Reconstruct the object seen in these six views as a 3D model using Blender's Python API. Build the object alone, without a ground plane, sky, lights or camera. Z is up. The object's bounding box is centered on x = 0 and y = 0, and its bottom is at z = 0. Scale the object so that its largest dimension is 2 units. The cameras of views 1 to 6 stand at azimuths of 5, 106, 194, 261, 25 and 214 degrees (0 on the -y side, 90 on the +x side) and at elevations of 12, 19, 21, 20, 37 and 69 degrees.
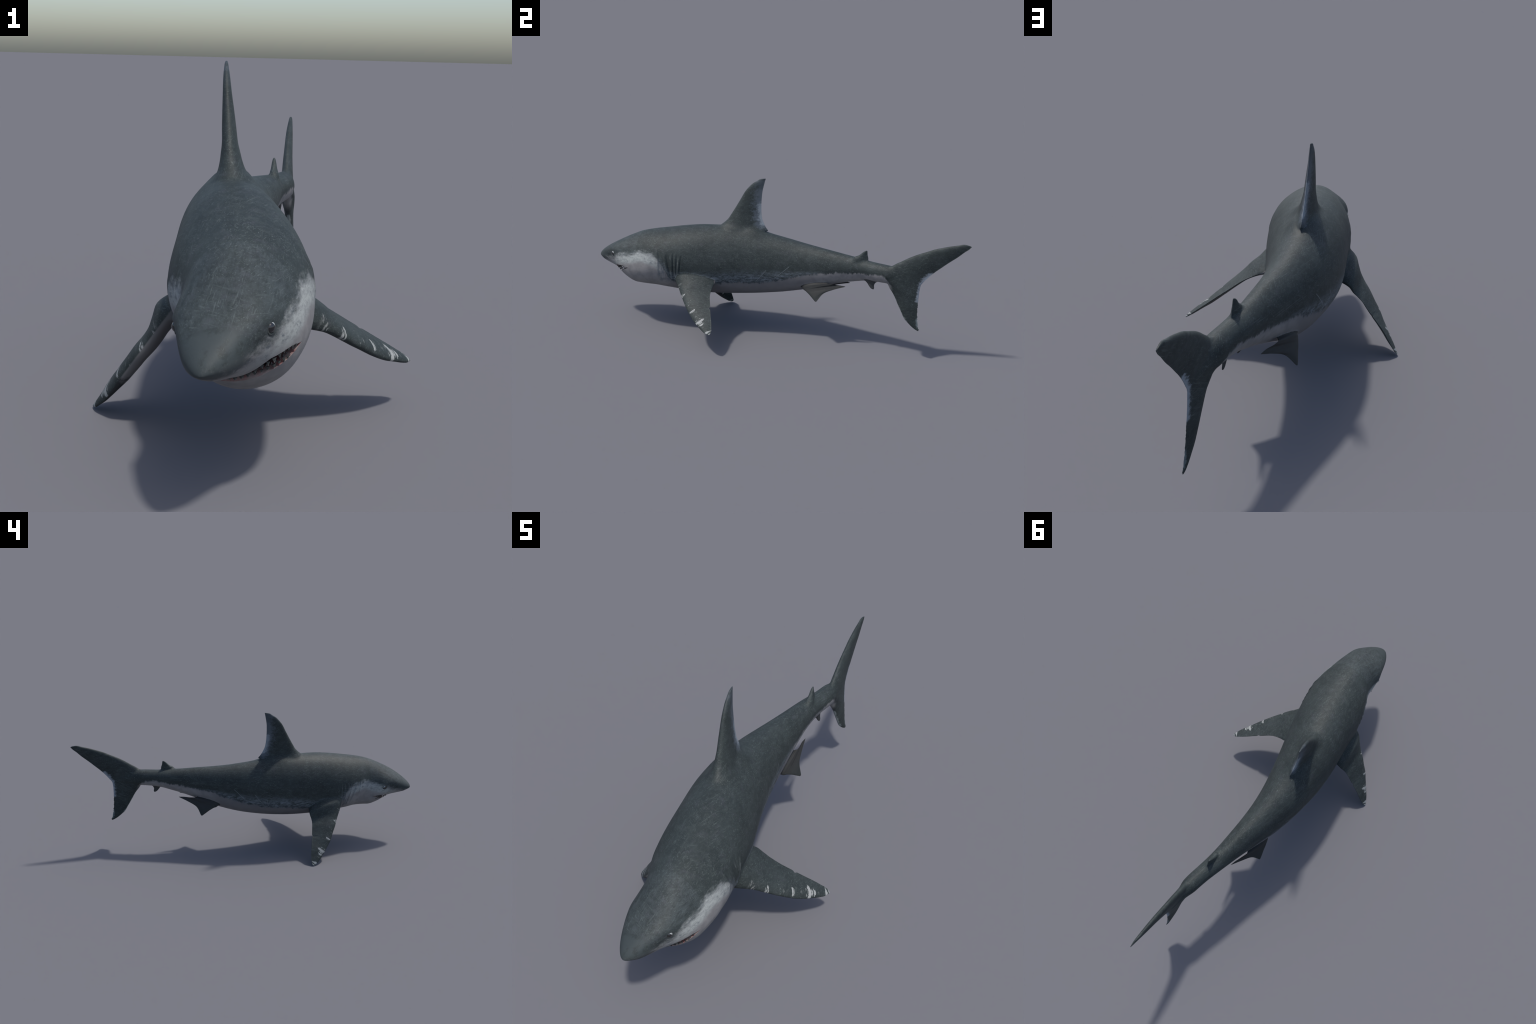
# A large grey-backed shark caught mid-swim: body loft with swimming bend, nine fins,
# open mouth with teeth, gill slits and eyes.  All sizes in metres.
import bpy, bmesh, math, random
import numpy as np
from mathutils import Vector, Matrix, kdtree

random.seed(7)
for ob in list(bpy.data.objects):
    bpy.data.objects.remove(ob, do_unlink=True)

# ------------------------------------------------------------------ curve helpers
def pchip(x, y, xq):
    x = np.asarray(x, float); y = np.asarray(y, float); xq = np.asarray(xq, float)
    h = np.diff(x); d = np.diff(y) / h; m = np.zeros_like(y)
    w1 = 2 * h[1:] + h[:-1]; w2 = h[1:] + 2 * h[:-1]
    ok = d[:-1] * d[1:] > 0
    d0 = np.where(ok, d[:-1], 1.0); d1 = np.where(ok, d[1:], 1.0)
    m[1:-1] = np.where(ok, (w1 + w2) / (w1 / d0 + w2 / d1), 0)
    m[0] = d[0]; m[-1] = d[-1]
    i = np.clip(np.searchsorted(x, xq) - 1, 0, len(x) - 2); t = np.clip((xq - x[i]) / h[i], 0, 1)
    return ((2*t**3 - 3*t**2 + 1) * y[i] + (t**3 - 2*t**2 + t) * h[i] * m[i]
            + (-2*t**3 + 3*t**2) * y[i+1] + (t**3 - t**2) * h[i] * m[i+1])

def spline(x, y, xq):
    """natural cubic spline"""
    x = np.asarray(x, float); y = np.asarray(y, float); xq = np.asarray(xq, float)
    n = len(x); h = np.diff(x); A = np.eye(n); b = np.zeros(n)
    for i in range(1, n - 1):
        A[i, i-1] = h[i-1]; A[i, i] = 2 * (h[i-1] + h[i]); A[i, i+1] = h[i]
        b[i] = 6 * ((y[i+1] - y[i]) / h[i] - (y[i] - y[i-1]) / h[i-1])
    M = np.linalg.solve(A, b); i = np.clip(np.searchsorted(x, xq) - 1, 0, n - 2)
    a = x[i+1] - xq; c = xq - x[i]; hh = h[i]
    return M[i]*a**3/6/hh + M[i+1]*c**3/6/hh + (y[i]/hh - M[i]*hh/6)*a + (y[i+1]/hh - M[i+1]*hh/6)*c

def smoothstep(a, b, x):
    t = np.clip((x - a) / (b - a), 0, 1)
    return t * t * (3 - 2 * t)

# ------------------------------------------------------------------ body profile
PIVOT = 0.38                                     # height of the roll axis
Y_ST  = [-1.0, -.985, -.96, -.92, -.88, -.855, -.84, -.80, -.74, -.66, -.58, -.5, -.4, -.28, -.15, 0, .15, .3, .42, .52, .6, .66, .74]
HALF  = [0, .0275, .0475, .0685, .0855, .0955, .101, .112, .125, .142, .151, .151, .148, .141, .127, .104, .080, .058, .045, .039, .037, .024, .009]
TOP   = [.322, .350, .372, .400, .425, .440, .449, .471, .4985, .519, .533, .547, .559, .562, .551, .531, .511, .497, .486, .478, .476, .465, .45]
BOT   = [.322, .312, .300, .289, .279, .270, .259, .233, .213, .213, .206, .198, .191, .194, .204, .226, .263, .317, .356, .379, .383, .385, .39]
Y_MID = [-1, -.9, -.8, -.6, -.3, 0, .3, .45, .6, .75];   MID = [.42, .66, .48, .50, .43, .49, .51, .58, .52, .5]
Y_SP  = [-1, -.85, -.7, -.55, -.4, -.25, -.1, .1, .3, .45, .6, .75]
X_SP  = [-.029, -.001, .011, -.007, -.031, -.058, -.0755, -.075, -.050, -.027, .004, .012]
Y_RO  = [-1, -.85, -.4, -.15, .1, .3, .45, .6, .75]
ROLL  = [.143, .133, .113, .095, .035, .021, .032, .05, .06]

def frame(y):
    y = np.asarray(y, float); e = 1e-3
    x = spline(Y_SP, X_SP, y); dx = (spline(Y_SP, X_SP, y + e) - spline(Y_SP, X_SP, y - e)) / (2 * e)
    r = spline(Y_RO, ROLL, y); n = np.sqrt(1 + dx * dx); z = 0 * x
    lat = np.stack([1 / n, -dx / n, z], -1); up = np.array([0, 0, 1.0])
    L = np.cos(r)[..., None] * lat + np.sin(r)[..., None] * up
    U = -np.sin(r)[..., None] * lat + np.cos(r)[..., None] * up
    C = np.stack([x, y, z + PIVOT], -1)
    return C, L, U

def place(a, y, h):
    """body coordinates (lateral, station, height) to world"""
    a, y, h = np.broadcast_arrays(np.asarray(a, float), np.asarray(y, float), np.asarray(h, float))
    C, L, U = frame(y)
    return C + a[..., None] * L + (h - PIVOT)[..., None] * U

def section(y, th):
    t = np.sqrt(np.clip(np.asarray(y) + 1, 0, None)); tk = np.sqrt(np.array(Y_ST) + 1)
    w, zt, zb = pchip(tk, HALF, t), pchip(tk, TOP, t), pchip(tk, BOT, t)
    zm = zb + spline(Y_MID, MID, y) * (zt - zb)
    c, s = np.cos(th), np.sin(th)
    # section fullness (1 = ellipse, more = peaked): boxy snout, peaked shoulders, leaner tail stalk
    lower = np.interp(y, [-1, -.85, -.6, -.4, -.25, -.1, .08, .18, .27, .36, .46, .56, .64], [.97, .99, .97, .99, 1.0, .97, .90, .90, 1.0, 1.13, 1.15, 1.06, 1])
    upper = np.interp(y, [-.99, -.95, -.86, -.75, -.62, -.45, -.3, 0, .3, .45, .6], [.93, .86, .89, 1.02, 1.07, 1.03, .98, .99, 1.01, 1.05, 1.0])
    e = np.where(s < 0, lower, upper)
    cc = np.sign(c) * np.abs(c) ** e; ss = np.sign(s) * np.abs(s) ** e
    return w * cc, np.where(s > 0, (zt - zm) * ss, (zm - zb) * ss) + zm

# gill slits: station of each slit as a function of height, upper and lower ends
GILLS = [([.35, .43], [-.624, -.635], .0035), ([.285, .41], [-.569, -.594], .006), ([.275, .412], [-.551, -.557], .0065),
         ([.262, .41], [-.534, -.537], .006), ([.30, .405], [-.522, -.514], .005)]

def relief(a, y, h):
    """inward (negative) / outward displacement of the skin, metres"""
    d = 0 * a
    for hs, ys, depth in GILLS:
        yc = np.interp(h, hs, ys) + .13 * a
        ends = smoothstep(hs[0] - .012, hs[0] + .015, h) * (1 - smoothstep(hs[1] - .015, hs[1] + .012, h))
        side = smoothstep(.07, .11, np.abs(a))
        q = y - yc
        d = d + side * ends * (-.44 * depth * np.exp(-(q / .0034) ** 2) + .0022 * np.exp(-((q + .009) / .007) ** 2))
    # fleshy pedestal under the dorsal fin
    top = smoothstep(.48, .53, h)
    d = d + .019 * top * np.exp(-((y + .165) / .075) ** 2 - (a / .040) ** 2)
    d = d + .014 * top * np.exp(-((y + .14) / .06) ** 2 - ((a - .036) / .028) ** 2)
    # the head turns: the cheek on the inner side of the bend is drawn in, the gill wall bulges
    inner = smoothstep(0, .09, -a)
    d = d - .021 * inner * np.exp(-((y + .69) / .085) ** 2 - ((h - .305) / .075) ** 2)
    d = d + .007 * inner * np.exp(-((y + .50) / .05) ** 2 - ((h - .34) / .06) ** 2)
    # belly swings to the inner side of the bend behind the pectorals
    low = np.exp(-((y + .20) / .13) ** 2 - ((h - .295) / .05) ** 2)
    d = d + low * (.004 * smoothstep(.02, .10, -a) - .005 * smoothstep(.02, .10, a))
    # soft brow above the eye and hollow behind it
    for sx, ye in ((1, -.868), (-1, -.835)):
        s = smoothstep(0, .03, sx * a)
        d = d + s * .0035 * np.exp(-((y - ye) / .03) ** 2 - ((h - .385) / .012) ** 2)
        d = d - s * .003 * np.exp(-((y - ye + .028) / .025) ** 2 - ((h - .345) / .012) ** 2)
    return d

# ------------------------------------------------------------------ mesh building
MATS = ['skin', 'mouth', 'dorsal_fin', 'second_dorsal', 'pectoral_a', 'pectoral_b', 'pelvic_a', 'pelvic_b', 'anal_fin', 'tail', 'lower_lobe']
dummies = [bpy.data.materials.new('region_' + m) for m in MATS]

def grid_object(name, rows, region):
    """closed tube from a stack of closed rings, end rings capped by fans"""
    n, m, _ = rows.shape
    verts = [tuple(p) for p in rows.reshape(-1, 3)]
    faces = []
    for i in range(n - 1):
        for j in range(m):
            k = (j + 1) % m
            faces.append((i*m + j, i*m + k, (i+1)*m + k, (i+1)*m + j))
    for base, i in ((len(verts), 0), (len(verts) + 1, n - 1)):
        verts.append(tuple(rows[i].mean(0)))
        for j in range(m):
            k = (j + 1) % m
            faces.append((base, i*m + k, i*m + j) if i == 0 else (base, i*m + j, i*m + k))
    me = bpy.data.meshes.new(name); me.from_pydata(verts, [], faces)
    bm = bmesh.new(); bm.from_mesh(me); bmesh.ops.recalc_face_normals(bm, faces=bm.faces); bm.to_mesh(me); bm.free()
    for d in dummies: me.materials.append(d)
    me.polygons.foreach_set('material_index', [MATS.index(region)] * len(me.polygons))
    ob = bpy.data.objects.new(name, me); bpy.context.scene.collection.objects.link(ob)
    return ob

def build_body():
    ys = np.concatenate([-1 + np.linspace(.012, .4, 46) ** 2, np.linspace(-.835, -.69, 34)[1:], np.linspace(-.69, -.45, 100)[1:],
                         np.linspace(-.45, .54, 90)[1:], np.linspace(.54, .74, 36)[1:]])
    th = np.linspace(0, 2 * np.pi, 144, endpoint=False)
    Y, T = np.meshgrid(ys, th, indexing='ij')
    A, H = section(Y, T)
    P = place(A, Y, H)
    nrm = np.stack([np.cos(T), np.sin(T)], -1)
    D = relief(A, Y, H)
    P2 = place(A + D * nrm[..., 0], Y, H + D * nrm[..., 1])
    return grid_object('body', P2, 'skin')

def foil(m=20):
    """half-thickness of a fin section over the chord (1 = thickest)"""
    c = (1 - np.cos(np.linspace(0, np.pi, m))) / 2
    f = 2.97 * np.sqrt(c) - 1.26 * c - 3.516 * c**2 + 2.843 * c**3 - 1.015 * c**4
    return c, f / f.max()

def build_fin(name, region, LE, TE, thick, normal, rows=60, m=22, notches=(), edge=.0011, wobble=0.0, lift=None, full=None):
    """fin from leading-edge points, trailing-edge points and thicknesses, station by station"""
    LE = np.array(LE, float); TE = np.array(TE, float); thick = np.array(thick, float)
    mid = (LE + TE) / 2; s = np.concatenate([[0], np.cumsum(np.linalg.norm(np.diff(mid, axis=0), axis=1) + 1e-4)]); s /= s[-1]
    q = 1 - (1 - np.linspace(0, 1, rows)) ** 1.35
    le = np.stack([pchip(s, LE[:, k], q) for k in range(3)], -1)
    te = np.stack([pchip(s, TE[:, k], q) for k in range(3)], -1)
    t = pchip(s, thick, q); li = pchip(s, lift, q) if lift is not None else np.zeros(rows)
    fu = pchip(s, full, q) if full is not None else np.zeros(rows)
    for q0, wid, dep in notches:                     # bites out of the trailing edge
        k = dep * np.exp(-((q - q0) / wid) ** 2)
        te = te + (le - te) / np.linalg.norm(le - te, axis=1, keepdims=True) * k[:, None]
    if wobble:
        te = te + (le - te) / np.linalg.norm(le - te, axis=1, keepdims=True) * (wobble * (np.sin(q * 37) * np.sin(q * 91 + 1) + .5 * np.sin(q * 160)))[:, None] * smoothstep(.3, .5, q)[:, None]
    n0 = np.array(normal, float); n0 /= np.linalg.norm(n0)
    c, f = foil(m)
    rings = []
    for i in range(rows):
        ch = te[i] - le[i]
        n = n0 - ch * (n0 @ ch) / max(ch @ ch, 1e-12); n /= np.linalg.norm(n)
        fr = f + fu[i] * (np.sqrt(np.clip(4 * c * (1 - c), 0, 1)) - f)      # roots keep their thickness towards the rear
        half = np.maximum(fr * t[i] / 2, edge * np.minimum(1, c * 12)) if t[i] > 3 * edge else fr * t[i] / 2
        up = le[i] + c[:, None] * ch + (half + f ** .7 * np.maximum(1 - c, 0) ** .3 * li[i])[:, None] * n
        dn = le[i] + c[:, None] * ch - half[:, None] * n
        rings.append(np.concatenate([up, dn[-1:0:-1]]))
    return grid_object(name, np.array(rings), region)

def tail_x(y, z): return .012 - .001 * (y - .66) - .069 * (z - .43)
def yz(pts, fx): return [(fx(y, z), y, z) for y, z in pts]

def build_fins():
    fins = []
    dx = lambda y, z: -.103 + (-.08 * (y + .093) - .088 * (z - .83)) / .993
    fins.append(build_fin('dorsal', 'dorsal_fin',
        yz([(-.345, .50), (-.335, .54), (-.322, .562), (-.300, .581), (-.281, .601), (-.269, .621), (-.255, .646), (-.238, .677), (-.219, .713), (-.196, .757), (-.182, .775), (-.160, .799), (-.137, .815), (-.118, .8265), (-.1, .8295)], dx),
        yz([(-.14, .49), (-.125, .525), (-.095, .545), (-.064, .5555), (-.0765, .572), (-.089, .594), (-.1015, .626), (-.107, .672), (-.108, .707), (-.107, .748), (-.105, .768), (-.102, .785), (-.0985, .803), (-.0955, .818), (-.0925, .8295)], dx),
        [.17, .125, .092, .068, .055, .047, .038, .034, .029, .022, .0195, .016, .012, .008, .004], (.993, .08, .088), rows=80, full=[.5, .4, .2, .1, 0, 0, 0, 0, 0, 0, 0, 0, 0, 0, 0]))
    d2 = lambda y, z: -.021 - .07 * (z - .533)
    fins.append(build_fin('second dorsal', 'second_dorsal',
        yz([(.400, .46), (.412, .485), (.424, .4965), (.437, .502), (.450, .512), (.462, .524), (.470, .530), (.4765, .533)], d2),
        yz([(.475, .455), (.488, .470), (.4915, .485), (.489, .499), (.485, .512), (.4838, .521), (.483, .528), (.481, .533)], d2),
        [.040, .033, .026, .020, .016, .012, .008, .004], (.99, 0, .07), rows=36, m=16))
    an = lambda y, z: -.001 - .07 * (z - .338)
    fins.append(build_fin('anal', 'anal_fin',
        yz([(.470, .41), (.480, .384), (.488, .3745), (.496, .368), (.507, .353), (.519, .341), (.527, .3378)], an),
        yz([(.545, .41), (.552, .388), (.544, .378), (.5365, .371), (.5325, .357), (.534, .345), (.532, .339)], an),
        [.024, .02, .016, .012, .009, .007, .004], (.99, 0, .07), rows=36, m=16))
    # tail: upper and lower lobe
    fins.append(build_fin('upper lobe', 'tail',
        yz([(.575, .43), (.598, .462), (.633, .4905), (.663, .509), (.699, .532), (.740, .554), (.784, .574), (.820, .5905), (.853, .602), (.893, .6145), (.933, .625), (.964, .633), (.986, .630)], tail_x),
        yz([(.755, .28), (.765, .335), (.767, .371), (.770, .396), (.783, .418), (.802, .442), (.835, .477), (.865, .504), (.894, .530), (.939, .568), (.966, .594), (.988, .613), (.998, .6255)], tail_x),
        [.05, .042, .037, .034, .031, .028, .026, .024, .022, .018, .014, .009, .004], (.998, .001, .069), rows=80))
    fins.append(build_fin('lower lobe', 'lower_lobe',
        yz([(.585, .44), (.600, .395), (.613, .368), (.637, .335), (.660, .292), (.684, .248), (.705, .212), (.723, .195), (.744, .177), (.766, .163), (.776, .159)], tail_x),
        yz([(.776, .41), (.767, .385), (.766, .362), (.766, .335), (.765, .300), (.7655, .260), (.768, .231), (.771, .207), (.7755, .184), (.780, .166), (.782, .158)], tail_x),
        [.046, .040, .035, .030, .025, .021, .017, .014, .011, .007, .003], (.998, .001, .069), rows=70, wobble=.0018))
    # pectorals
    fins.append(build_fin('pectoral a', 'pectoral_a',
        [(.060, -.53, .285), (.112, -.510, .277), (.150, -.480, .264), (.184, -.456, .252), (.204, -.441, .239), (.222, -.425, .225), (.242, -.407, .209), (.263, -.387, .193), (.281, -.368, .178), (.301, -.346, .163), (.323, -.318, .148), (.345, -.290, .137), (.363, -.264, .127), (.375, -.243, .121), (.381, -.224, .1185)],
        [(.020, -.305, .300), (.080, -.293, .296), (.108, -.290, .290), (.133, -.292, .280), (.153, -.292, .270), (.178, -.289, .257), (.200, -.283, .243), (.223, -.273, .227), (.244, -.264, .213), (.268, -.254, .197), (.290, -.244, .182), (.315, -.232, .165), (.346, -.220, .144), (.365, -.214, .131), (.3795, -.216, .121)],
        [.052, .046, .041, .038, .035, .033, .031, .029, .027, .025, .022, .018, .014, .010, .005], (.573, -.047, .82), rows=80, full=[1, .9, .7, .4, .15, 0, 0, 0, 0, 0, 0, 0, 0, 0, 0], lift=[.060, .038, .020, .009, .003, 0, 0, 0, 0, 0, 0, 0, 0, 0, 0], notches=[(.633, .012, .007)]))
    fins.append(build_fin('pectoral b', 'pectoral_b',
        [(-.10, -.56, .31), (-.160, -.548, .288), (-.182, -.536, .260), (-.199, -.523, .233), (-.217, -.510, .205), (-.238, -.498, .178), (-.260, -.481, .147), (-.286, -.463, .111), (-.306, -.443, .083), (-.327, -.421, .056), (-.346, -.401, .034), (-.362, -.383, .018), (-.373, -.366, .006), (-.381, -.352, .0012)],
        [(-.13, -.36, .275), (-.190, -.352, .254), (-.205, -.354, .240), (-.212, -.360, .222), (-.228, -.363, .205), (-.245, -.361, .189), (-.263, -.358, .165), (-.283, -.354, .141), (-.304, -.350, .117), (-.331, -.344, .084), (-.350, -.340, .052), (-.364, -.339, .030), (-.375, -.340, .014), (-.3815, -.346, .0045)],
        [.064, .054, .047, .043, .041, .039, .037, .034, .027, .022, .017, .012, .008, .004], (-.80, .09, .60), rows=80, full=[1, .9, .7, .4, .15, 0, 0, 0, 0, 0, 0, 0, 0, 0], lift=[.036, .015, .005, .001, 0, 0, 0, 0, 0, 0, 0, 0, 0, 0], notches=[(.60, .012, .007)]))
    # pelvics, mirror images about the body axis there
    le = [(-.030, .140, .305), (-.012, .152, .292), (.000, .166, .283), (.008, .178, .281), (.014, .187, .277), (.022, .203, .268), (.033, .223, .254), (.0415, .239, .243)]
    te = [(-.020, .270, .335), (.003, .295, .336), (.003, .320, .3345), (-.004, .354, .3328), (-.0038, .3845, .3305), (.006, .335, .313), (.020, .275, .284), (.0435, .246, .244)]
    th = [.030, .028, .022, .018, .015, .012, .009, .003]
    fins.append(build_fin('pelvic a', 'pelvic_a', le, te, th, (.75, -.08, .65), rows=96, m=22))
    O = np.array([-.0585, .245, .38]); L = np.array([.986, -.13, .018]); L /= np.linalg.norm(L)
    mir = lambda P: [tuple(np.array(p) - 2 * ((np.array(p) - O) @ L) * L) for p in P]
    nb = np.array([.75, -.08, .65]); nb = nb - 2 * (nb @ L) * L
    fins.append(build_fin('pelvic b', 'pelvic_b', mir(le), mir(te), th, nb, rows=96, m=22))
    return fins

# ------------------------------------------------------------------ mouth cavity (subtracted)
MW, MB, MF = .124, -.762, .108                      # half width, corner station, depth forward of it
def lip_upper(y): return np.interp(y, [-.875, -.84, -.80, -.78, -.770, -.762], [.298, .304, .3065, .3055, .3055, .3060])
def lip_lower(y): return np.interp(y, [-.88, -.845, -.815, -.795, -.78, -.770, -.762], [.244, .260, .2755, .2875, .2965, .3025, .3055])

def lip_rim(a, y, sn): return float(lip_lower(y)) + .05 * max(0.0, -a) + .008 * sn * sn

def build_mouth():
    nr, na = 40, 64
    lay = {}
    verts, faces = [], []
    ang = np.linspace(0, np.pi, na + 1)
    for side in (0, 1):
        for i in range(nr + 1):
            rho = i / nr
            for j in range(na + 1):
                a = MW * rho * math.cos(ang[j]); y = MB - MF * rho * math.sin(ang[j])
                # inner basin: the floor falls and the palate rises away from the lips
                back = min(1.0, max(0.0, (MB - y) / .05))
                if side == 0:
                    h = float(lip_upper(y)) + .030 * smoothstep(1.0, .72, rho) * back
                else:
                    # jaw rim, a steep gum wall in front of it, tongue basin behind it
                    r0 = 1 - .29 * math.sin(ang[j])
                    h = min(lip_rim(a, y, math.sin(ang[j])), float(lip_upper(y)) - .0006)
                    h -= .036 * smoothstep(r0, r0 + .05, rho) * math.sin(ang[j]) + .020 * smoothstep(r0 - .10, r0 - .38, rho) * back
                lay[side, i, j] = len(verts); verts.append(tuple(place(a, y, h)))
    for side in (0, 1):
        for i in range(nr):
            for j in range(na):
                q = [lay[side, i, j], lay[side, i + 1, j], lay[side, i + 1, j + 1], lay[side, i, j + 1]]
                faces.append(q if side else q[::-1])
    for j in range(na):
        faces.append([lay[0, nr, j], lay[0, nr, j + 1], lay[1, nr, j + 1], lay[1, nr, j]])
    for i in range(nr):
        faces.append([lay[0, i, 0], lay[0, i + 1, 0], lay[1, i + 1, 0], lay[1, i, 0]])
        faces.append([lay[0, i, na], lay[1, i, na], lay[1, i + 1, na], lay[0, i + 1, na]])
    me = bpy.data.meshes.new('cavity'); me.from_pydata(verts, [], faces)
    bm = bmesh.new(); bm.from_mesh(me)
    bmesh.ops.remove_doubles(bm, verts=bm.verts, dist=1e-6)
    bmesh.ops.dissolve_degenerate(bm, edges=bm.edges, dist=1e-7)
    bmesh.ops.recalc_face_normals(bm, faces=bm.faces)
    if bm.calc_volume(signed=True) < 0: bmesh.ops.reverse_faces(bm, faces=bm.faces)
    bm.to_mesh(me); bm.free()
    for d in dummies: me.materials.append(d)
    me.polygons.foreach_set('material_index', [1] * len(me.polygons))
    ob = bpy.data.objects.new('cavity', me); bpy.context.scene.collection.objects.link(ob)
    return ob

def boolean(target, tool, op):
    md = target.modifiers.new('b', 'BOOLEAN'); md.operation = op; md.object = tool; md.solver = 'EXACT'
    md.material_mode = 'INDEX'
    dg = bpy.context.evaluated_depsgraph_get(); dg.update()
    me = bpy.data.meshes.new_from_object(target.evaluated_get(dg))
    target.modifiers.clear(); target.data = me
    bpy.data.objects.remove(tool, do_unlink=True)

body = build_body()
boolean(body, build_mouth(), 'DIFFERENCE')
assert len(body.data.vertices) > 30000
for f in build_fins():
    boolean(body, f, 'UNION')

# ------------------------------------------------------------------ clean, soften seams, shade
bm = bmesh.new(); bm.from_mesh(body.data)
bmesh.ops.remove_doubles(bm, verts=bm.verts, dist=2e-5)
bmesh.ops.triangulate(bm, faces=[f for f in bm.faces if len(f.verts) > 4])
bmesh.ops.recalc_face_normals(bm, faces=bm.faces)
bm.verts.ensure_lookup_table(); bm.faces.ensure_lookup_table(); bm.verts.index_update()
MOUTH = 1
seam, lip = [], set()
for v in bm.verts:
    regs = {f.material_index for f in v.link_faces}
    if MOUTH in regs: lip.add(v.index)
    elif len(regs) > 1: seam.append(v.index)
# refine the skin next to the fin roots so that they can be filleted
near = kdtree.KDTree(max(1, len(seam)))
for i in seam: near.insert(bm.verts[i].co, i)
near.balance()
dist = np.full(len(bm.verts), 1.0)
for v in bm.verts:
    r = near.find(v.co)
    dist[v.index] = r[2] if r[0] is not None else 1.0
RAD = .014
act = [v for v in bm.verts if dist[v.index] < RAD and v.index not in lip]
for it in range(14):
    new = {}
    for v in act:
        s = Vector(); w = 0
        for e in v.link_edges:
            o = e.other_vert(v); k = e.calc_length() ** .5 + 1e-6; s += o.co * k; w += k
        new[v] = v.co.lerp(s / w, .5 * (1 - dist[v.index] / RAD))
    for v, c in new.items(): v.co = c
bm.normal_update()

def normals_for(faces):
    N = {}
    for f in faces:
        for l in f.loops:
            N.setdefault(l.vert.index, Vector()); N[l.vert.index] += f.normal * l.calc_angle() * (f.calc_area() ** .25)
    return {k: v.normalized() for k, v in N.items()}
skinN = normals_for([f for f in bm.faces if f.material_index != MOUTH])
mouthN = normals_for([f for f in bm.faces if f.material_index == MOUTH])
RADN = .011
actn = [v for v in bm.verts if dist[v.index] < RADN and v.index in skinN and v.index not in lip]
for it in range(10):
    new = {}
    for v in actn:
        s = skinN[v.index] * .6
        for e in v.link_edges: s = s + skinN.get(e.other_vert(v).index, Vector())
        if s.length > 1e-6: new[v.index] = s.normalized()
    for k, n in new.items(): skinN[k] = skinN[k].lerp(n, .6 * (1 - dist[k] / RADN)).normalized()

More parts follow.
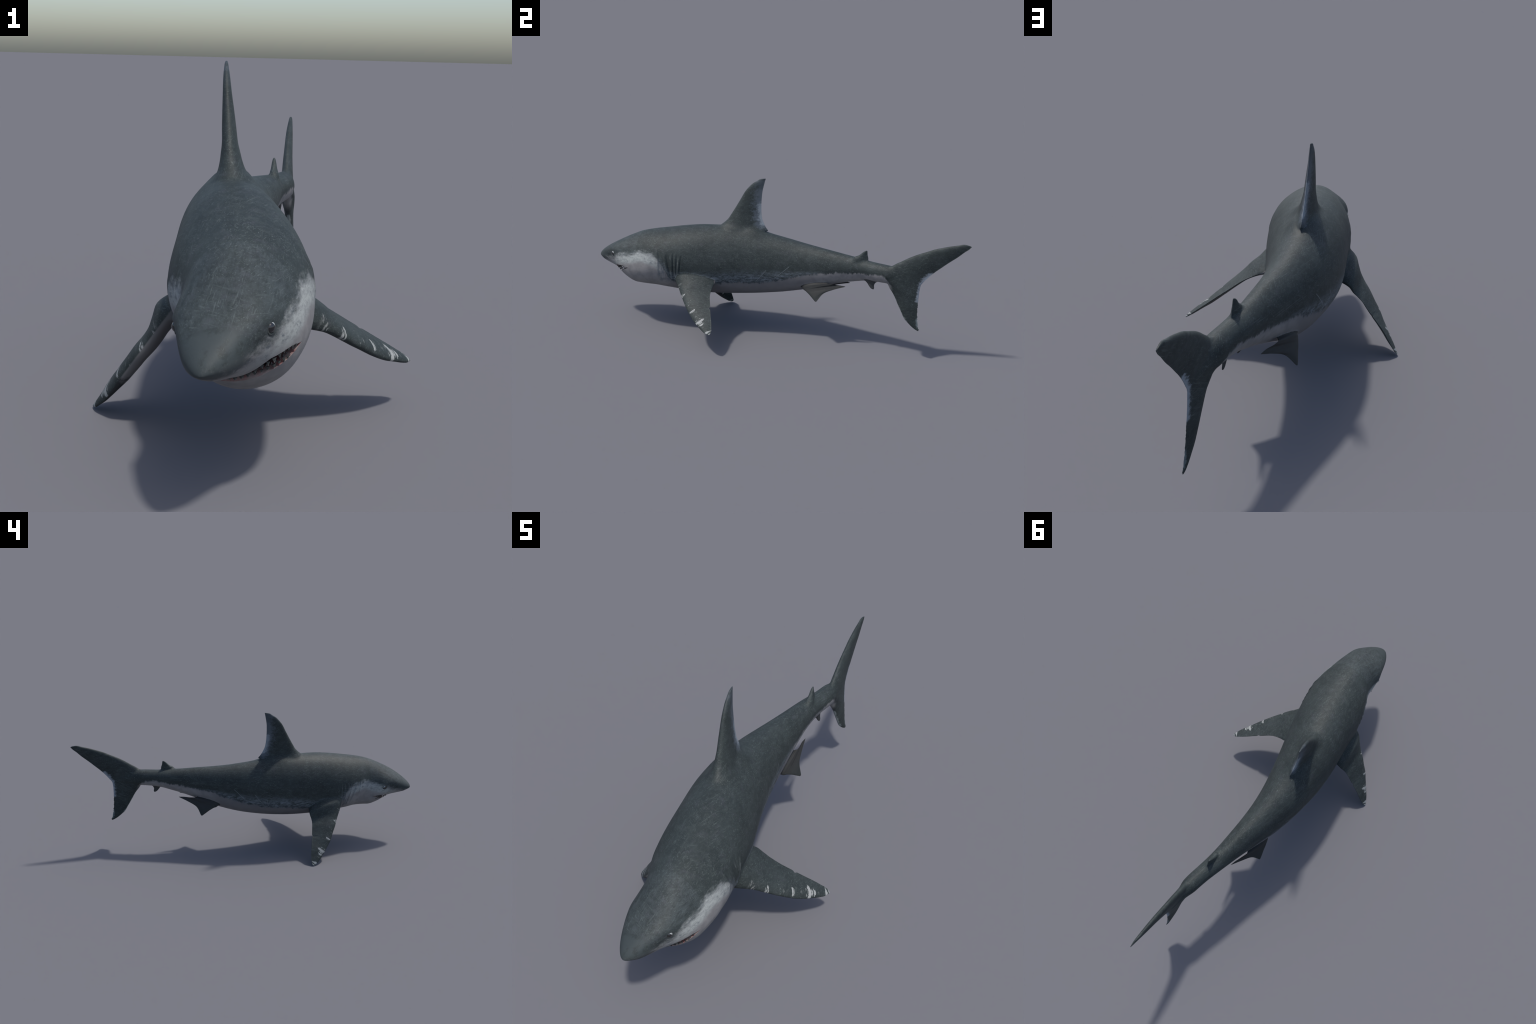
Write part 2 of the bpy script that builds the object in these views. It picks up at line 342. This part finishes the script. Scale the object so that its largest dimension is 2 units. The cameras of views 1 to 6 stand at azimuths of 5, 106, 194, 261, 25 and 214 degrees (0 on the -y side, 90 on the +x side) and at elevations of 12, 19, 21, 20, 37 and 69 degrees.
# ------------------------------------------------------------------ node helpers
class Graph:
    def __init__(self, name):
        self.mat = bpy.data.materials.new(name); self.mat.use_nodes = True
        self.nt = self.mat.node_tree; self.nt.nodes.clear(); self.L = self.nt.links
        self.out = self.nt.nodes.new('ShaderNodeOutputMaterial')
        self.bsdf = self.nt.nodes.new('ShaderNodeBsdfPrincipled')
        self.L.new(self.bsdf.outputs[0], self.out.inputs[0])
        self.pos = self.nt.nodes.new('ShaderNodeTexCoord').outputs['Object']
        sep = self.n('ShaderNodeSeparateXYZ'); self.put(sep.inputs[0], self.pos)
        self.x, self.y, self.z = sep.outputs
    def n(self, t, **kw):
        nd = self.nt.nodes.new(t)
        for k, v in kw.items(): setattr(nd, k, v)
        return nd
    def put(self, sock, v):
        if hasattr(v, 'is_output'): self.L.new(v, sock)
        else: sock.default_value = v
    def m(self, op, a, b=0.0, c=None, clamp=False):
        nd = self.n('ShaderNodeMath', operation=op, use_clamp=clamp)
        self.put(nd.inputs[0], a); self.put(nd.inputs[1], b)
        if c is not None: self.put(nd.inputs[2], c)
        return nd.outputs[0]
    def vm(self, op, a, b=(0, 0, 0), scale=None):
        nd = self.n('ShaderNodeVectorMath', operation=op)
        self.put(nd.inputs[0], a)
        if op == 'SCALE': self.put(nd.inputs['Scale'], scale)
        else: self.put(nd.inputs[1], b)
        return nd.outputs['Value'] if op in ('DOT_PRODUCT', 'LENGTH', 'DISTANCE') else nd.outputs[0]
    def step(self, v, lo, hi, a=0.0, b=1.0):
        nd = self.n('ShaderNodeMapRange', interpolation_type='SMOOTHSTEP')
        for i, s in enumerate((v, lo, hi, a, b)): self.put(nd.inputs[i], s)
        return nd.outputs[0]
    def curve(self, v, xs, ys):
        """height of a line along the body: float curve over v in [-1, 1], values in [0, 1]"""
        nd = self.n('ShaderNodeFloatCurve'); cv = nd.mapping.curves[0]
        u = [(x + 1) / 2 for x in xs]
        cv.points[0].location = (u[0], ys[0]); cv.points[1].location = (u[-1], ys[-1])
        for a, b in zip(u[1:-1], ys[1:-1]): cv.points.new(a, b)
        nd.mapping.update()
        self.put(nd.inputs['Value'], self.m('MULTIPLY_ADD', v, .5, .5)); nd.inputs['Factor'].default_value = 1
        return nd.outputs[0]
    def noise(self, scale, detail=4.0, rough=.55, vec=None, dist=0.0, squash=None, rot=(0, 0, 0), off=(0, 0, 0)):
        v = vec if vec is not None else self.pos
        if squash or any(rot) or any(off):
            mp = self.n('ShaderNodeMapping'); self.put(mp.inputs[0], v)
            mp.inputs['Scale'].default_value = squash or (1, 1, 1); mp.inputs['Rotation'].default_value = rot; mp.inputs['Location'].default_value = off
            v = mp.outputs[0]
        nd = self.n('ShaderNodeTexNoise'); self.put(nd.inputs['Vector'], v)
        nd.inputs['Scale'].default_value = scale; nd.inputs['Detail'].default_value = detail
        nd.inputs['Roughness'].default_value = rough; nd.inputs['Distortion'].default_value = dist
        return nd.outputs['Fac']
    def mix(self, f, a, b, mode='MIX'):
        nd = self.n('ShaderNodeMix', data_type='RGBA', blend_type=mode, clamp_factor=True)
        self.put(nd.inputs[0], f)
        for i, c in ((6, a), (7, b)): self.put(nd.inputs[i], c if hasattr(c, 'is_output') else (*c, 1))
        return nd.outputs[2]
    def mul(self, *v):
        r = v[0]
        for k in v[1:]: r = self.m('MULTIPLY', r, k)
        return r
    def scratches(self, rot, across, along, lo, hi, seed):
        """bundles of straight hairlines: noise drawn out along one direction"""
        mp = self.n('ShaderNodeMapping'); self.put(mp.inputs[0], self.pos); mp.inputs['Rotation'].default_value = rot
        n = self.noise(1.0, 1.0, .5, vec=mp.outputs[0], squash=(across, along, across), off=(seed, seed * 2.3, seed * .7))
        return self.mul(self.step(n, lo, hi), self.step(self.noise(13, 3, .6, off=(seed * 3.1, seed, 5)), .34, .62))

DARK, DARK2 = (.0195, .0255, .0256), (.0285, .0365, .0365)
PALE, CHEEK = (.225, .22, .221), (.30, .32, .313)
MARK = (.29, .30, .295)

def dark_skin(g):
    c = g.mix(g.step(g.noise(9, 5, .6), .35, .70), DARK, DARK2)
    c = g.mix(g.mul(g.step(g.noise(70, 4, .65, squash=(1, .45, 1)), .43, .74), .6), c, (.045, .056, .0555))
    c = g.mix(g.mul(g.step(g.noise(30, 4, .65, off=(4, 1, 2)), .52, .75), .4), c, (.056, .058, .070))
    c = g.mix(g.mul(g.step(g.noise(240, 2, .6), .35, .7), .25), c, (.03, .038, .041))
    for rot, seed, k in (((0, 0, .25), 1.7, .75), ((.35, 0, -.4), 6.1, .75), ((-.45, 0, .1), 3.3, .65), ((.15, 0, .9), 9.2, .55), ((-.2, 0, -1.1), 12.4, .5)):
        c = g.mix(g.mul(g.scratches(rot, 330, 3.4, .60, .78, seed), k), c, (.078, .093, .092))
    return c

def finish(g, col, rough=.5, bump=.15):
    g.put(g.bsdf.inputs['Base Color'], col)
    g.put(g.bsdf.inputs['Roughness'], g.m('ADD', rough - .06, g.mul(g.noise(40, 3), .12)))
    g.bsdf.inputs['Specular IOR Level'].default_value = .22
    b = g.n('ShaderNodeBump'); b.inputs['Strength'].default_value = bump; b.inputs['Distance'].default_value = .002
    g.put(b.inputs['Height'], g.noise(160, 4, .6, squash=(1, .5, 1))); g.put(g.bsdf.inputs['Normal'], b.outputs[0])
    return g.mat

LINE_Y = [-1, -.95, -.90, -.87, -.85, -.82, -.78, -.74, -.70, -.66, -.62, -.595, -.56, -.52, -.42, -.33, -.22, -.13, -.05, .05, .13, .2, .29, .37, .45, .52, .57, .60, .64]
LINE_H = [.315, .326, .334, .347, .362, .371, .381, .396, .409, .405, .397, .38, .335, .272, .262, .270, .284, .29, .30, .323, .349, .372, .391, .404, .412, .422, .424, .405, .36]

def body_coords(g):
    """lateral offset and height measured along the bent, rolled body"""
    xs = g.m('SUBTRACT', g.curve(g.y, Y_SP, [v + .5 for v in X_SP]), .5)
    dx = g.m('SUBTRACT', g.x, xs)
    roll = g.curve(g.y, [-1, -.85, -.7, -.5, -.2, .05, .2, .45, .65], [.13, .12, .08, .06, .035, .03, .03, .06, .08])
    h = g.m('SUBTRACT', g.z, g.mul(dx, roll))
    return dx, h

def body_skin(g):
    dx, h = body_coords(g)
    col = dark_skin(g)
    line = g.curve(g.y, LINE_Y, LINE_H)
    rel = g.m('SUBTRACT', h, line)
    # fine jagged rim, teeth of the edge run up and down the flank
    jag = g.m('ADD', g.mul(g.m('SUBTRACT', g.noise(62, 3, .7, squash=(.4, 1, .25)), .5), .042), g.mul(g.m('SUBTRACT', g.noise(17, 2, .5), .5), .018))
    # blue-grey mottled haze above the rim on the flank
    haze_w = g.curve(g.y, [-1, -.62, -.52, -.3, 0, .15, .3, .6, 1], [.004, .02, .075, .090, .075, .035, .012, .01, .01])
    hz = g.step(g.m('DIVIDE', rel, haze_w), 1.0, .25)
    streak = g.step(g.noise(110, 5, .75, squash=(1, .3, 1)), .34, .64)
    body_zone = g.mul(g.step(g.y, -.62, -.5), g.step(g.y, .3, .12))
    col = g.mix(g.mul(hz, streak, g.m('ADD', g.mul(body_zone, .75), .1)), col, (.155, .18, .205))
    # darker flecks right on the rim
    rim = g.mul(g.step(rel, .03, .006), g.step(g.noise(70, 4, .7, squash=(1, .5, 1), off=(3, 3, 3)), .42, .6), body_zone)
    col = g.mix(g.mul(rim, .8), col, (.03, .036, .042))
    # pale underside
    pale = g.mix(g.step(g.noise(26, 4, .6), .35, .7), PALE, (.175, .172, .176))
    trunk = g.mul(g.step(g.y, -.57, -.48), g.step(g.y, .32, .14))
    pale = g.mix(g.mul(trunk, .75), pale, (.118, .116, .122))
    under = g.step(g.m('ADD', rel, jag), .006, -.006)
    # head: wider, streaky transition
    head = g.step(g.y, -.55, -.64)
    hj = g.m('ADD', g.mul(g.m('SUBTRACT', g.noise(55, 5, .75, squash=(1, .35, 1)), .5), .075), g.mul(g.m('SUBTRACT', g.noise(13, 2, .5), .5), .02))
    under_h = g.step(g.m('ADD', rel, hj), .020, -.018)
    mask = g.m('ADD', g.mul(under, g.m('SUBTRACT', 1.0, head)), g.mul(under_h, head))
    # bright speckled cheek just under the line
    cheek = g.mul(head, g.step(rel, -.062, -.035), g.step(g.y, -.95, -.80), 1.0)
    speck = g.step(g.noise(95, 5, .75, squash=(1, .45, 1)), .36, .6)
    light = g.mix(g.mul(cheek, speck), g.mix(g.mul(cheek, .75), pale, (.20, .22, .225)), CHEEK)
    grit = g.mul(head, g.step(g.noise(60, 5, .8, squash=(1, .4, 1), off=(1, 7, 2)), .54, .66), g.step(rel, -.07, -.02))
    edge_grey = g.mul(g.step(rel, -.016, -.002), g.step(g.noise(55, 4, .7, squash=(1, .4, 1), off=(2, 2, 9)), .40, .62))
    light = g.mix(g.mul(edge_grey, .55), light, (.10, .108, .122))
    light = g.mix(g.mul(grit, .8), light, (.085, .10, .115))
    # gill band: flank colour between the slits down to the throat
    gill = g.mul(g.step(g.y, -.605, -.585), g.step(g.y, -.44, -.50), g.step(h, .24, .29))
    light = g.mix(g.mul(gill, g.step(g.noise(40, 4, .7, squash=(1, 1, .3)), .40, .58), .85), light, (.09, .105, .12))
    col = g.mix(mask, col, light)
    # slits: carved grooves with a dark line along each; paler line beside
    off = g.m('SUBTRACT', g.y, g.mul(dx, .13))
    for gi, (hs, ys, dep) in enumerate(GILLS):
        k = (ys[1] - ys[0]) / (hs[1] - hs[0])
        q = g.m('SUBTRACT', off, g.m('MULTIPLY_ADD', h, k, ys[0] - k * hs[0]))
        band = g.mul(g.step(h, hs[0] - .01, hs[0] + .02), g.step(h, hs[1] + .01, hs[1] - .02), g.step(g.m('ABSOLUTE', dx), .06, .1))
        col = g.mix(g.mul(g.step(g.m('ABSOLUTE', q), .0042, .001), band, (.14, .28, .16, .24, .08)[gi]), col, (.022, .026, .03))
        worn = g.step(g.m('ABSOLUTE', g.m('ADD', q, -.0075)), .0035, .001)
        col = g.mix(g.mul(worn, band, g.step(g.noise(30, 3, .6), .45, .65), .45), col, (.17, .185, .19))
    # two long healed gashes and short ticks on each flank
    for y0, h0, y1, h1 in ((-.087, .302, -.033, .372), (.012, .33, .085, .402), (-.112, .30, -.103, .34)):
        A = Vector((y0, h0)); D = Vector((y1 - y0, h1 - h0)); ln = D.length; D /= ln
        py = g.m('SUBTRACT', g.y, y0); ph = g.m('SUBTRACT', h, h0)
        al = g.m('ADD', g.mul(py, D.x), g.mul(ph, D.y)); pe = g.m('ADD', g.mul(py, -D.y), g.mul(ph, D.x))
        inside = g.mul(g.step(al, 0, .004), g.step(al, ln, ln - .004))
        col = g.mix(g.mul(g.step(g.m('ABSOLUTE', pe), .0016, .0006), inside, .7), col, (.19, .21, .22))
        col = g.mix(g.mul(g.step(g.m('ABSOLUTE', g.m('ADD', pe, .0022)), .0014, .0005), inside, .6), col, (.02, .025, .03))
    # paired pore marks on the crown
    for s in (-1, 1):
        v = g.m('SUBTRACT', g.m('ADD', dx, g.mul(g.m('SUBTRACT', h, PIVOT), .11)), g.m('MULTIPLY_ADD', g.y, s * .45, s * (.655 * .45 + .0095)))
        pm = g.mul(g.step(g.m('ABSOLUTE', v), .0022, .0008), g.step(g.m('ABSOLUTE', g.m('ADD', g.y, .655)), .016, .010), g.step(h, .48, .50))
        col = g.mix(g.mul(pm, .65), col, (.018, .02, .022))
    # dusky snout tip: dark nostril groove below the nose
    nose = g.mul(g.step(g.y, -.925, -.955), g.step(h, .30, .312), g.step(g.noise(40, 3), .3, .5))
    col = g.mix(g.mul(nose, .9), col, (.04, .05, .053))
    return col

def fin_mask(g, A, B):
    """distance from the edge line A-B and coordinate along it"""
    A = Vector(A); B = Vector(B); u = (B - A); ln = u.length; u /= ln
    q = g.vm('SUBTRACT', g.pos, tuple(A)); al = g.vm('DOT_PRODUCT', q, tuple(u))
    d = g.vm('LENGTH', g.vm('SUBTRACT', q, g.vm('SCALE', tuple(u), scale=al)))
    return d, g.m('DIVIDE', al, ln)

def mat_pectoral(name, A, B, P0, nrm):
    g = Graph(name); col = dark_skin(g)
    d, s = fin_mask(g, A, B)
    # scarred white fringe along the leading edge: streaks run across the fin
    comb = g.n('ShaderNodeCombineXYZ'); g.put(comb.inputs[0], g.mul(s, 7.5)); g.put(comb.inputs[1], g.mul(d, 7.0))
    strips = g.n('ShaderNodeTexNoise'); g.put(strips.inputs['Vector'], comb.outputs[0]); strips.inputs['Scale'].default_value = 1.6; strips.inputs['Detail'].default_value = 6; strips.inputs['Roughness'].default_value = .7
    reach = g.m('MULTIPLY_ADD', g.step(strips.outputs['Fac'], .47, .70), .056, -.005)
    white = g.mul(g.step(g.m('SUBTRACT', reach, d), -.002, .004), g.step(s, -.12, .0))
    col = g.mix(g.mul(white, .9), col, MARK)
    tip = g.mul(g.step(s, .93, 1.06), g.step(g.noise(50, 4, .7), .35, .6), .5)
    col = g.mix(tip, col, (.24, .27, .27))
    # underside: pale near the body, black towards the tip
    side = g.vm('DOT_PRODUCT', g.vm('SUBTRACT', g.pos, tuple(P0)), tuple(Vector(nrm).normalized()))
    low = g.step(side, -.008, -.012)
    inner = g.step(g.m('ADD', s, g.mul(g.m('SUBTRACT', g.noise(30, 4, .7), .5), .3)), .50, .40)
    ucol = g.mix(inner, (.022, .024, .026), (.12, .118, .12))
    col = g.mix(g.mul(low, g.step(s, -.5, -.1)), col, ucol)
    return finish(g, col, .60)

def edge_patch(g, col, pts, width, color, amount=1.0, sc=45):
    """mottled pale wear along a poly-line of edge points"""
    dmin = None; 
    for a, b in zip(pts[:-1], pts[1:]):
        A = Vector(a); B = Vector(b); u = B - A; l2 = u.length_squared
        q = g.vm('SUBTRACT', g.pos, tuple(A)); t = g.m('DIVIDE', g.vm('DOT_PRODUCT', q, tuple(u)), l2, clamp=True)
        d = g.vm('LENGTH', g.vm('SUBTRACT', q, g.vm('SCALE', tuple(u), scale=t)))
        dmin = d if dmin is None else g.m('MINIMUM', dmin, d)
    wob = g.mul(g.m('SUBTRACT', g.noise(sc, 5, .8, squash=(1, .5, 1)), .5), width * 2.6)
    m = g.step(g.m('ADD', dmin, wob), width, width * .25)
    return g.mix(g.mul(m, amount), col, color)

def mat_dorsal():
    g = Graph('dorsal skin'); col = dark_skin(g)
    dx = lambda y, z: -.103 + (-.08 * (y + .093) - .088 * (z - .83)) / .993
    te = yz([(-.102, .79), (-.107, .74), (-.107, .68), (-.10, .63), (-.088, .598)], dx)
    col = edge_patch(g, col, te, .060, (.095, .112, .135), .75, 50)
    col = edge_patch(g, col, te[2:], .030, (.22, .25, .28), .8, 75)
    col = edge_patch(g, col, te[3:], .020, (.25, .28, .305), .6, 80)
    tip = g.step(g.m('ADD', g.z, g.mul(g.noise(30, 2), .01)), .772, .782)
    col = g.mix(g.mul(tip, .35), col, (.03, .038, .042))
    for y0, z0, y1, z1 in ((-.125, .726, -.104, .742), (-.15, .705, -.125, .672), (-.13, .77, -.112, .768), (-.155, .66, -.13, .655)):
        col = edge_patch(g, col, [(dx(y0, z0), y0, z0), (dx(y1, z1), y1, z1)], .006, (.022, .027, .032), .0, 10)
    return finish(g, col, .60)

def mat_tail():
    g = Graph('tail skin'); col = body_skin(g)
    dk = g.step(g.y, .60, .64)
    col = g.mix(dk, col, dark_skin(g))
    te = yz([(.815, .458), (.785, .425), (.77, .396), (.767, .36), (.766, .32)], tail_x)
    col = edge_patch(g, col, te, .020, (.26, .29, .33), .85, 70)
    col = edge_patch(g, col, yz([(.645, .32), (.664, .282), (.69, .235), (.715, .203)], tail_x), .010, (.22, .25, .25), .75, 70)
    col = edge_patch(g, col, yz([(.769, .218), (.776, .18)], tail_x), .012, (.16, .19, .20), .7, 60)
    return finish(g, col, .60)

def mat_small(name, root, tipcol, base, z0, z1):
    g = Graph(name); col = dark_skin(g)
    col = g.mix(.8, col, g.mix(g.step(g.m('ADD', g.z, g.mul(g.m('SUBTRACT', g.noise(40, 4), .5), .02)), z0, z1), tipcol, base))
    return finish(g, col, .62)

g = Graph('body skin'); M_BODY = finish(g, body_skin(g), .60)
M_DORSAL = mat_dorsal(); M_TAIL = mat_tail()
g = Graph('fin skin'); M_FIN = finish(g, dark_skin(g), .6)
M_PA = mat_pectoral('pectoral skin a', (.184, -.458, .252), (.383, -.222, .116), (.24, -.33, .212), (.573, -.047, .82))
M_PB = mat_pectoral('pectoral skin b', (-.200, -.525, .232), (-.384, -.352, .000), (-.27, -.42, .15), (-.80, .09, .60))
M_PELVIC = mat_small('pelvic skin', None, (.020, .022, .022), (.026, .025, .025), .25, .31)
M_ANAL = mat_small('anal skin', None, (.040, .041, .042), (.050, .050, .050), .34, .37)
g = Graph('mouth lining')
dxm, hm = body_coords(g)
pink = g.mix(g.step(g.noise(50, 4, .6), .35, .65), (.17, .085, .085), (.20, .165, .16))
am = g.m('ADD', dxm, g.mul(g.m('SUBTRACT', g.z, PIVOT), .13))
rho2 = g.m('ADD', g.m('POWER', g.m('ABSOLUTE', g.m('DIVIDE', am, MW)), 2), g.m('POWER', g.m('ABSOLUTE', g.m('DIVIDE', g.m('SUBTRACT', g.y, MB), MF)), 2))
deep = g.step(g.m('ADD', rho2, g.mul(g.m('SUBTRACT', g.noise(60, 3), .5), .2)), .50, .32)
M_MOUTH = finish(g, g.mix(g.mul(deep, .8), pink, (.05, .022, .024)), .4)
g = Graph('tooth enamel'); M_TOOTH = finish(g, g.mix(g.step(g.m('ADD', g.z, g.mul(g.noise(160, 2), .004)), .007, .013), (.035, .040, .040), (.15, .155, .15)), .25, .05)  # enamel greyed well below ivory to show the teeth in mouth shade
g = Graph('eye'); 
painted_glint = g.mul(g.step(g.vm('DOT_PRODUCT', g.pos, (0, .62, .78)), .0050, .0058), g.step(g.vm('DOT_PRODUCT', g.pos, (0, .62, .78)), .0105, .0095))  # bright reflection on the eyeball, painted into its colour
g.put(g.bsdf.inputs['Base Color'], g.mix(painted_glint, (.008, .008, .009), (.30, .315, .31))); g.bsdf.inputs['Roughness'].default_value = .12; g.bsdf.inputs['Coat Weight'].default_value = .6; M_EYE = g.mat
g = Graph('eyelid'); M_LID = finish(g, g.mix(g.noise(60, 3), (.028, .033, .034), (.05, .058, .058)), .5)

# ------------------------------------------------------------------ split the one surface into named parts
shark = bpy.data.objects.new('shark', None); bpy.context.scene.collection.objects.link(shark)
shark['label'] = 'large grey-backed shark swimming with open toothy mouth'
shark['category'] = 'shark'

def region_of(f):
    r = MATS[f.material_index]
    if r == 'lower_lobe': return 'tail'
    if r == 'skin':
        y = f.calc_center_median().y
        return 'head' if y < -.66 else ('tail' if y > .585 else 'trunk')
    return r
groups = {}
for f in bm.faces: groups.setdefault(region_of(f), []).append(f)
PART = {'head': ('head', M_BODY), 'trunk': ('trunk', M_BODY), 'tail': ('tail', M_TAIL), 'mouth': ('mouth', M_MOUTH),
        'dorsal_fin': ('dorsal_fin', M_DORSAL), 'second_dorsal': ('dorsal_fin', M_FIN), 'pectoral_a': ('pectoral_fin', M_PA), 'pectoral_b': ('pectoral_fin', M_PB),
        'pelvic_a': ('pelvic_fin', M_PELVIC), 'pelvic_b': ('pelvic_fin', M_PELVIC), 'anal_fin': ('anal_fin', M_ANAL)}
parts = {}
for key, (name, mat) in PART.items():
    fs = groups.get(key, [])
    idx = {}; verts = []; faces = []; nrm = []
    src = mouthN if key == 'mouth' else skinN
    for f in fs:
        row = []
        for v in f.verts:
            if v.index not in idx:
                idx[v.index] = len(verts); verts.append(tuple(v.co)); nrm.append(tuple(src.get(v.index, v.normal)))
            row.append(idx[v.index])
        faces.append(row)
    me = bpy.data.meshes.new(name); me.from_pydata(verts, [], faces); me.materials.append(mat)
    me.polygons.foreach_set('use_smooth', [True] * len(me.polygons))
    me.normals_split_custom_set_from_vertices(nrm)
    ob = bpy.data.objects.new(name, me); bpy.context.scene.collection.objects.link(ob); parts[key] = ob
for key, ob in parts.items():
    ob.parent = parts['head'] if key == 'mouth' else shark
bm.free(); bpy.data.objects.remove(body, do_unlink=True)
for d in dummies: bpy.data.materials.remove(d)

# ------------------------------------------------------------------ teeth
def tooth_mesh(w, hgt, t):
    prof = [(-.5, 0), (-.36, .28), (-.2, .62), (0, 1), (.2, .62), (.36, .28), (.5, 0)]
    v, f = [], []
    for s in (-1, 1):
        for x, z in prof: v.append((x * w, s * t * .5 * (1 - .85 * z), z * hgt))
    v += [(0, -t * .75, 0), (0, t * .75, 0), (0, -t * .5, hgt * .5), (0, t * .5, hgt * .5)]
    n = len(prof)
    for s, mid in ((0, 2 * n + 2), (1, 2 * n + 3)):
        for i in range(n - 1):
            q = (s * n + i, s * n + i + 1, mid); f.append(q if s == 0 else q[::-1])
        q = (s * n + n - 1, s * n, mid); f.append(q if s == 0 else q[::-1])
    for i in range(n - 1): f.append((i, n + i, n + i + 1, i + 1))
    f.append((n - 1, 2 * n - 1, n, 0))
    me = bpy.data.meshes.new('tooth'); me.from_pydata(v, [], f)
    b = bmesh.new(); b.from_mesh(me); bmesh.ops.recalc_face_normals(b, faces=b.faces); b.to_mesh(me); b.free()
    me.materials.append(M_TOOTH)
    return me

TOOTH = tooth_mesh(.0115, .0112, .004)
def under_snout(a, y):
    """height of the snout's underside"""
    A, H = section(np.full(61, y), np.linspace(-np.pi / 2, 0, 61))
    return float(np.interp(abs(a), A, H))
def add_teeth(count, wide, deep, upper, scale, drop):
    for k in range(count):
        u = (k + .5) / count
        al = math.pi * (.07 + .86 * u)
        a = MW * wide * math.cos(al); y = MB - MF * deep * math.sin(al)
        if upper: h = min(float(lip_upper(y)), under_snout(a, y)) + .0045 - drop
        else: h = lip_rim(a, y, math.sin(al)) - .003
        size = (.5 + .5 * math.sin(al)) * random.uniform(.8, 1.15) * scale
        p = place(a, y, h)
        C, Lv, U = frame(y); C = Vector(C); Lv = Vector(Lv); U = Vector(U)
        F = U.cross(Lv) * 1.0                               # backwards along the body
        tang = (Lv * (-math.sin(al) * MW) + F * (-math.cos(al) * MF) * (1 if F.y > 0 else -1)).normalized()
        up = (U * (-1 if upper else 1) + F * (.18 if F.y > 0 else -.18) * random.uniform(-.2, 1.8) + Lv * random.uniform(-.12, .12)).normalized()
        tang = (tang - up * tang.dot(up)).normalized(); nn = up.cross(tang)
        M = Matrix((tang, nn, up)).transposed().to_4x4()
        ob = bpy.data.objects.new('tooth', TOOTH)
        ob.matrix_world = Matrix.Translation(Vector(p)) @ M @ Matrix.Diagonal((size, size, size * random.uniform(.9, 1.15), 1))
        bpy.context.scene.collection.objects.link(ob)
        ob.parent = parts['head']
add_teeth(25, .93, .95, True, .88, 0)
add_teeth(22, .84, .85, True, .80, 0)
add_teeth(24, .80, .62, False, .66, 0)

# ------------------------------------------------------------------ eyes
def ball(name, r, seg=28, ring=18, squash=1.0):
    me = bpy.data.meshes.new(name); b = bmesh.new()
    bmesh.ops.create_uvsphere(b, u_segments=seg, v_segments=ring, radius=r)
    for f in b.faces: f.smooth = True
    b.to_mesh(me); b.free(); return me
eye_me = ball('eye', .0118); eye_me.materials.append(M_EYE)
def torus(name, R, r, n=36, m=10):
    v, f = [], []
    for i in range(n):
        for j in range(m):
            a = 2 * math.pi * i / n; c = 2 * math.pi * j / m
            v.append(((R + r * math.cos(c)) * math.cos(a), r * .8 * math.sin(c), (R + r * math.cos(c)) * math.sin(a) * 1.12))
            f.append((i*m + j, i*m + (j+1) % m, ((i+1) % n)*m + (j+1) % m, ((i+1) % n)*m + j))
    me = bpy.data.meshes.new(name); me.from_pydata(v, [], f)
    b = bmesh.new(); b.from_mesh(me); bmesh.ops.recalc_face_normals(b, faces=b.faces); b.to_mesh(me); b.free()
    me.polygons.foreach_set('use_smooth', [True] * len(me.polygons)); me.materials.append(M_LID); return me
lid_me = torus('eyelid', .0112, .0017)
for sx, y in ((1, -.868), (-1, -.838)):
    th0 = None
    ths = np.linspace(-1.2, 1.2, 400); A, H = section(np.full(400, y), ths)
    k = int(np.argmin(np.abs(H - .366))); a = A[k] * sx
    e = 1e-3
    A2, H2 = section(np.full(400, y + e), ths)
    p = Vector(place(a, y, .366)); pf = Vector(place(A2[k] * sx, y + e, H2[k])); pt = Vector(place(A[k + 3] * sx, y, H[k + 3]))
    n = (pf - p).cross(pt - p).normalized()
    if n.x * sx < 0: n = -n
    fwd = (pf - p).normalized(); upv = n.cross(fwd).normalized()
    if upv.z < 0: upv = -upv
    M = Matrix((n if sx > 0 else n, fwd, upv)).transposed()
    rot = M.to_4x4()
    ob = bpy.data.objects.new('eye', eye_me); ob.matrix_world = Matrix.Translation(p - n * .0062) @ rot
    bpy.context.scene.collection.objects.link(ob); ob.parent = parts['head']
    lid = bpy.data.objects.new('eyelid', lid_me)
    M2 = Matrix((fwd, n, upv)).transposed().to_4x4()
    lid.matrix_world = Matrix.Translation(p - n * .0006) @ M2
    bpy.context.scene.collection.objects.link(lid); lid.parent = parts['head']
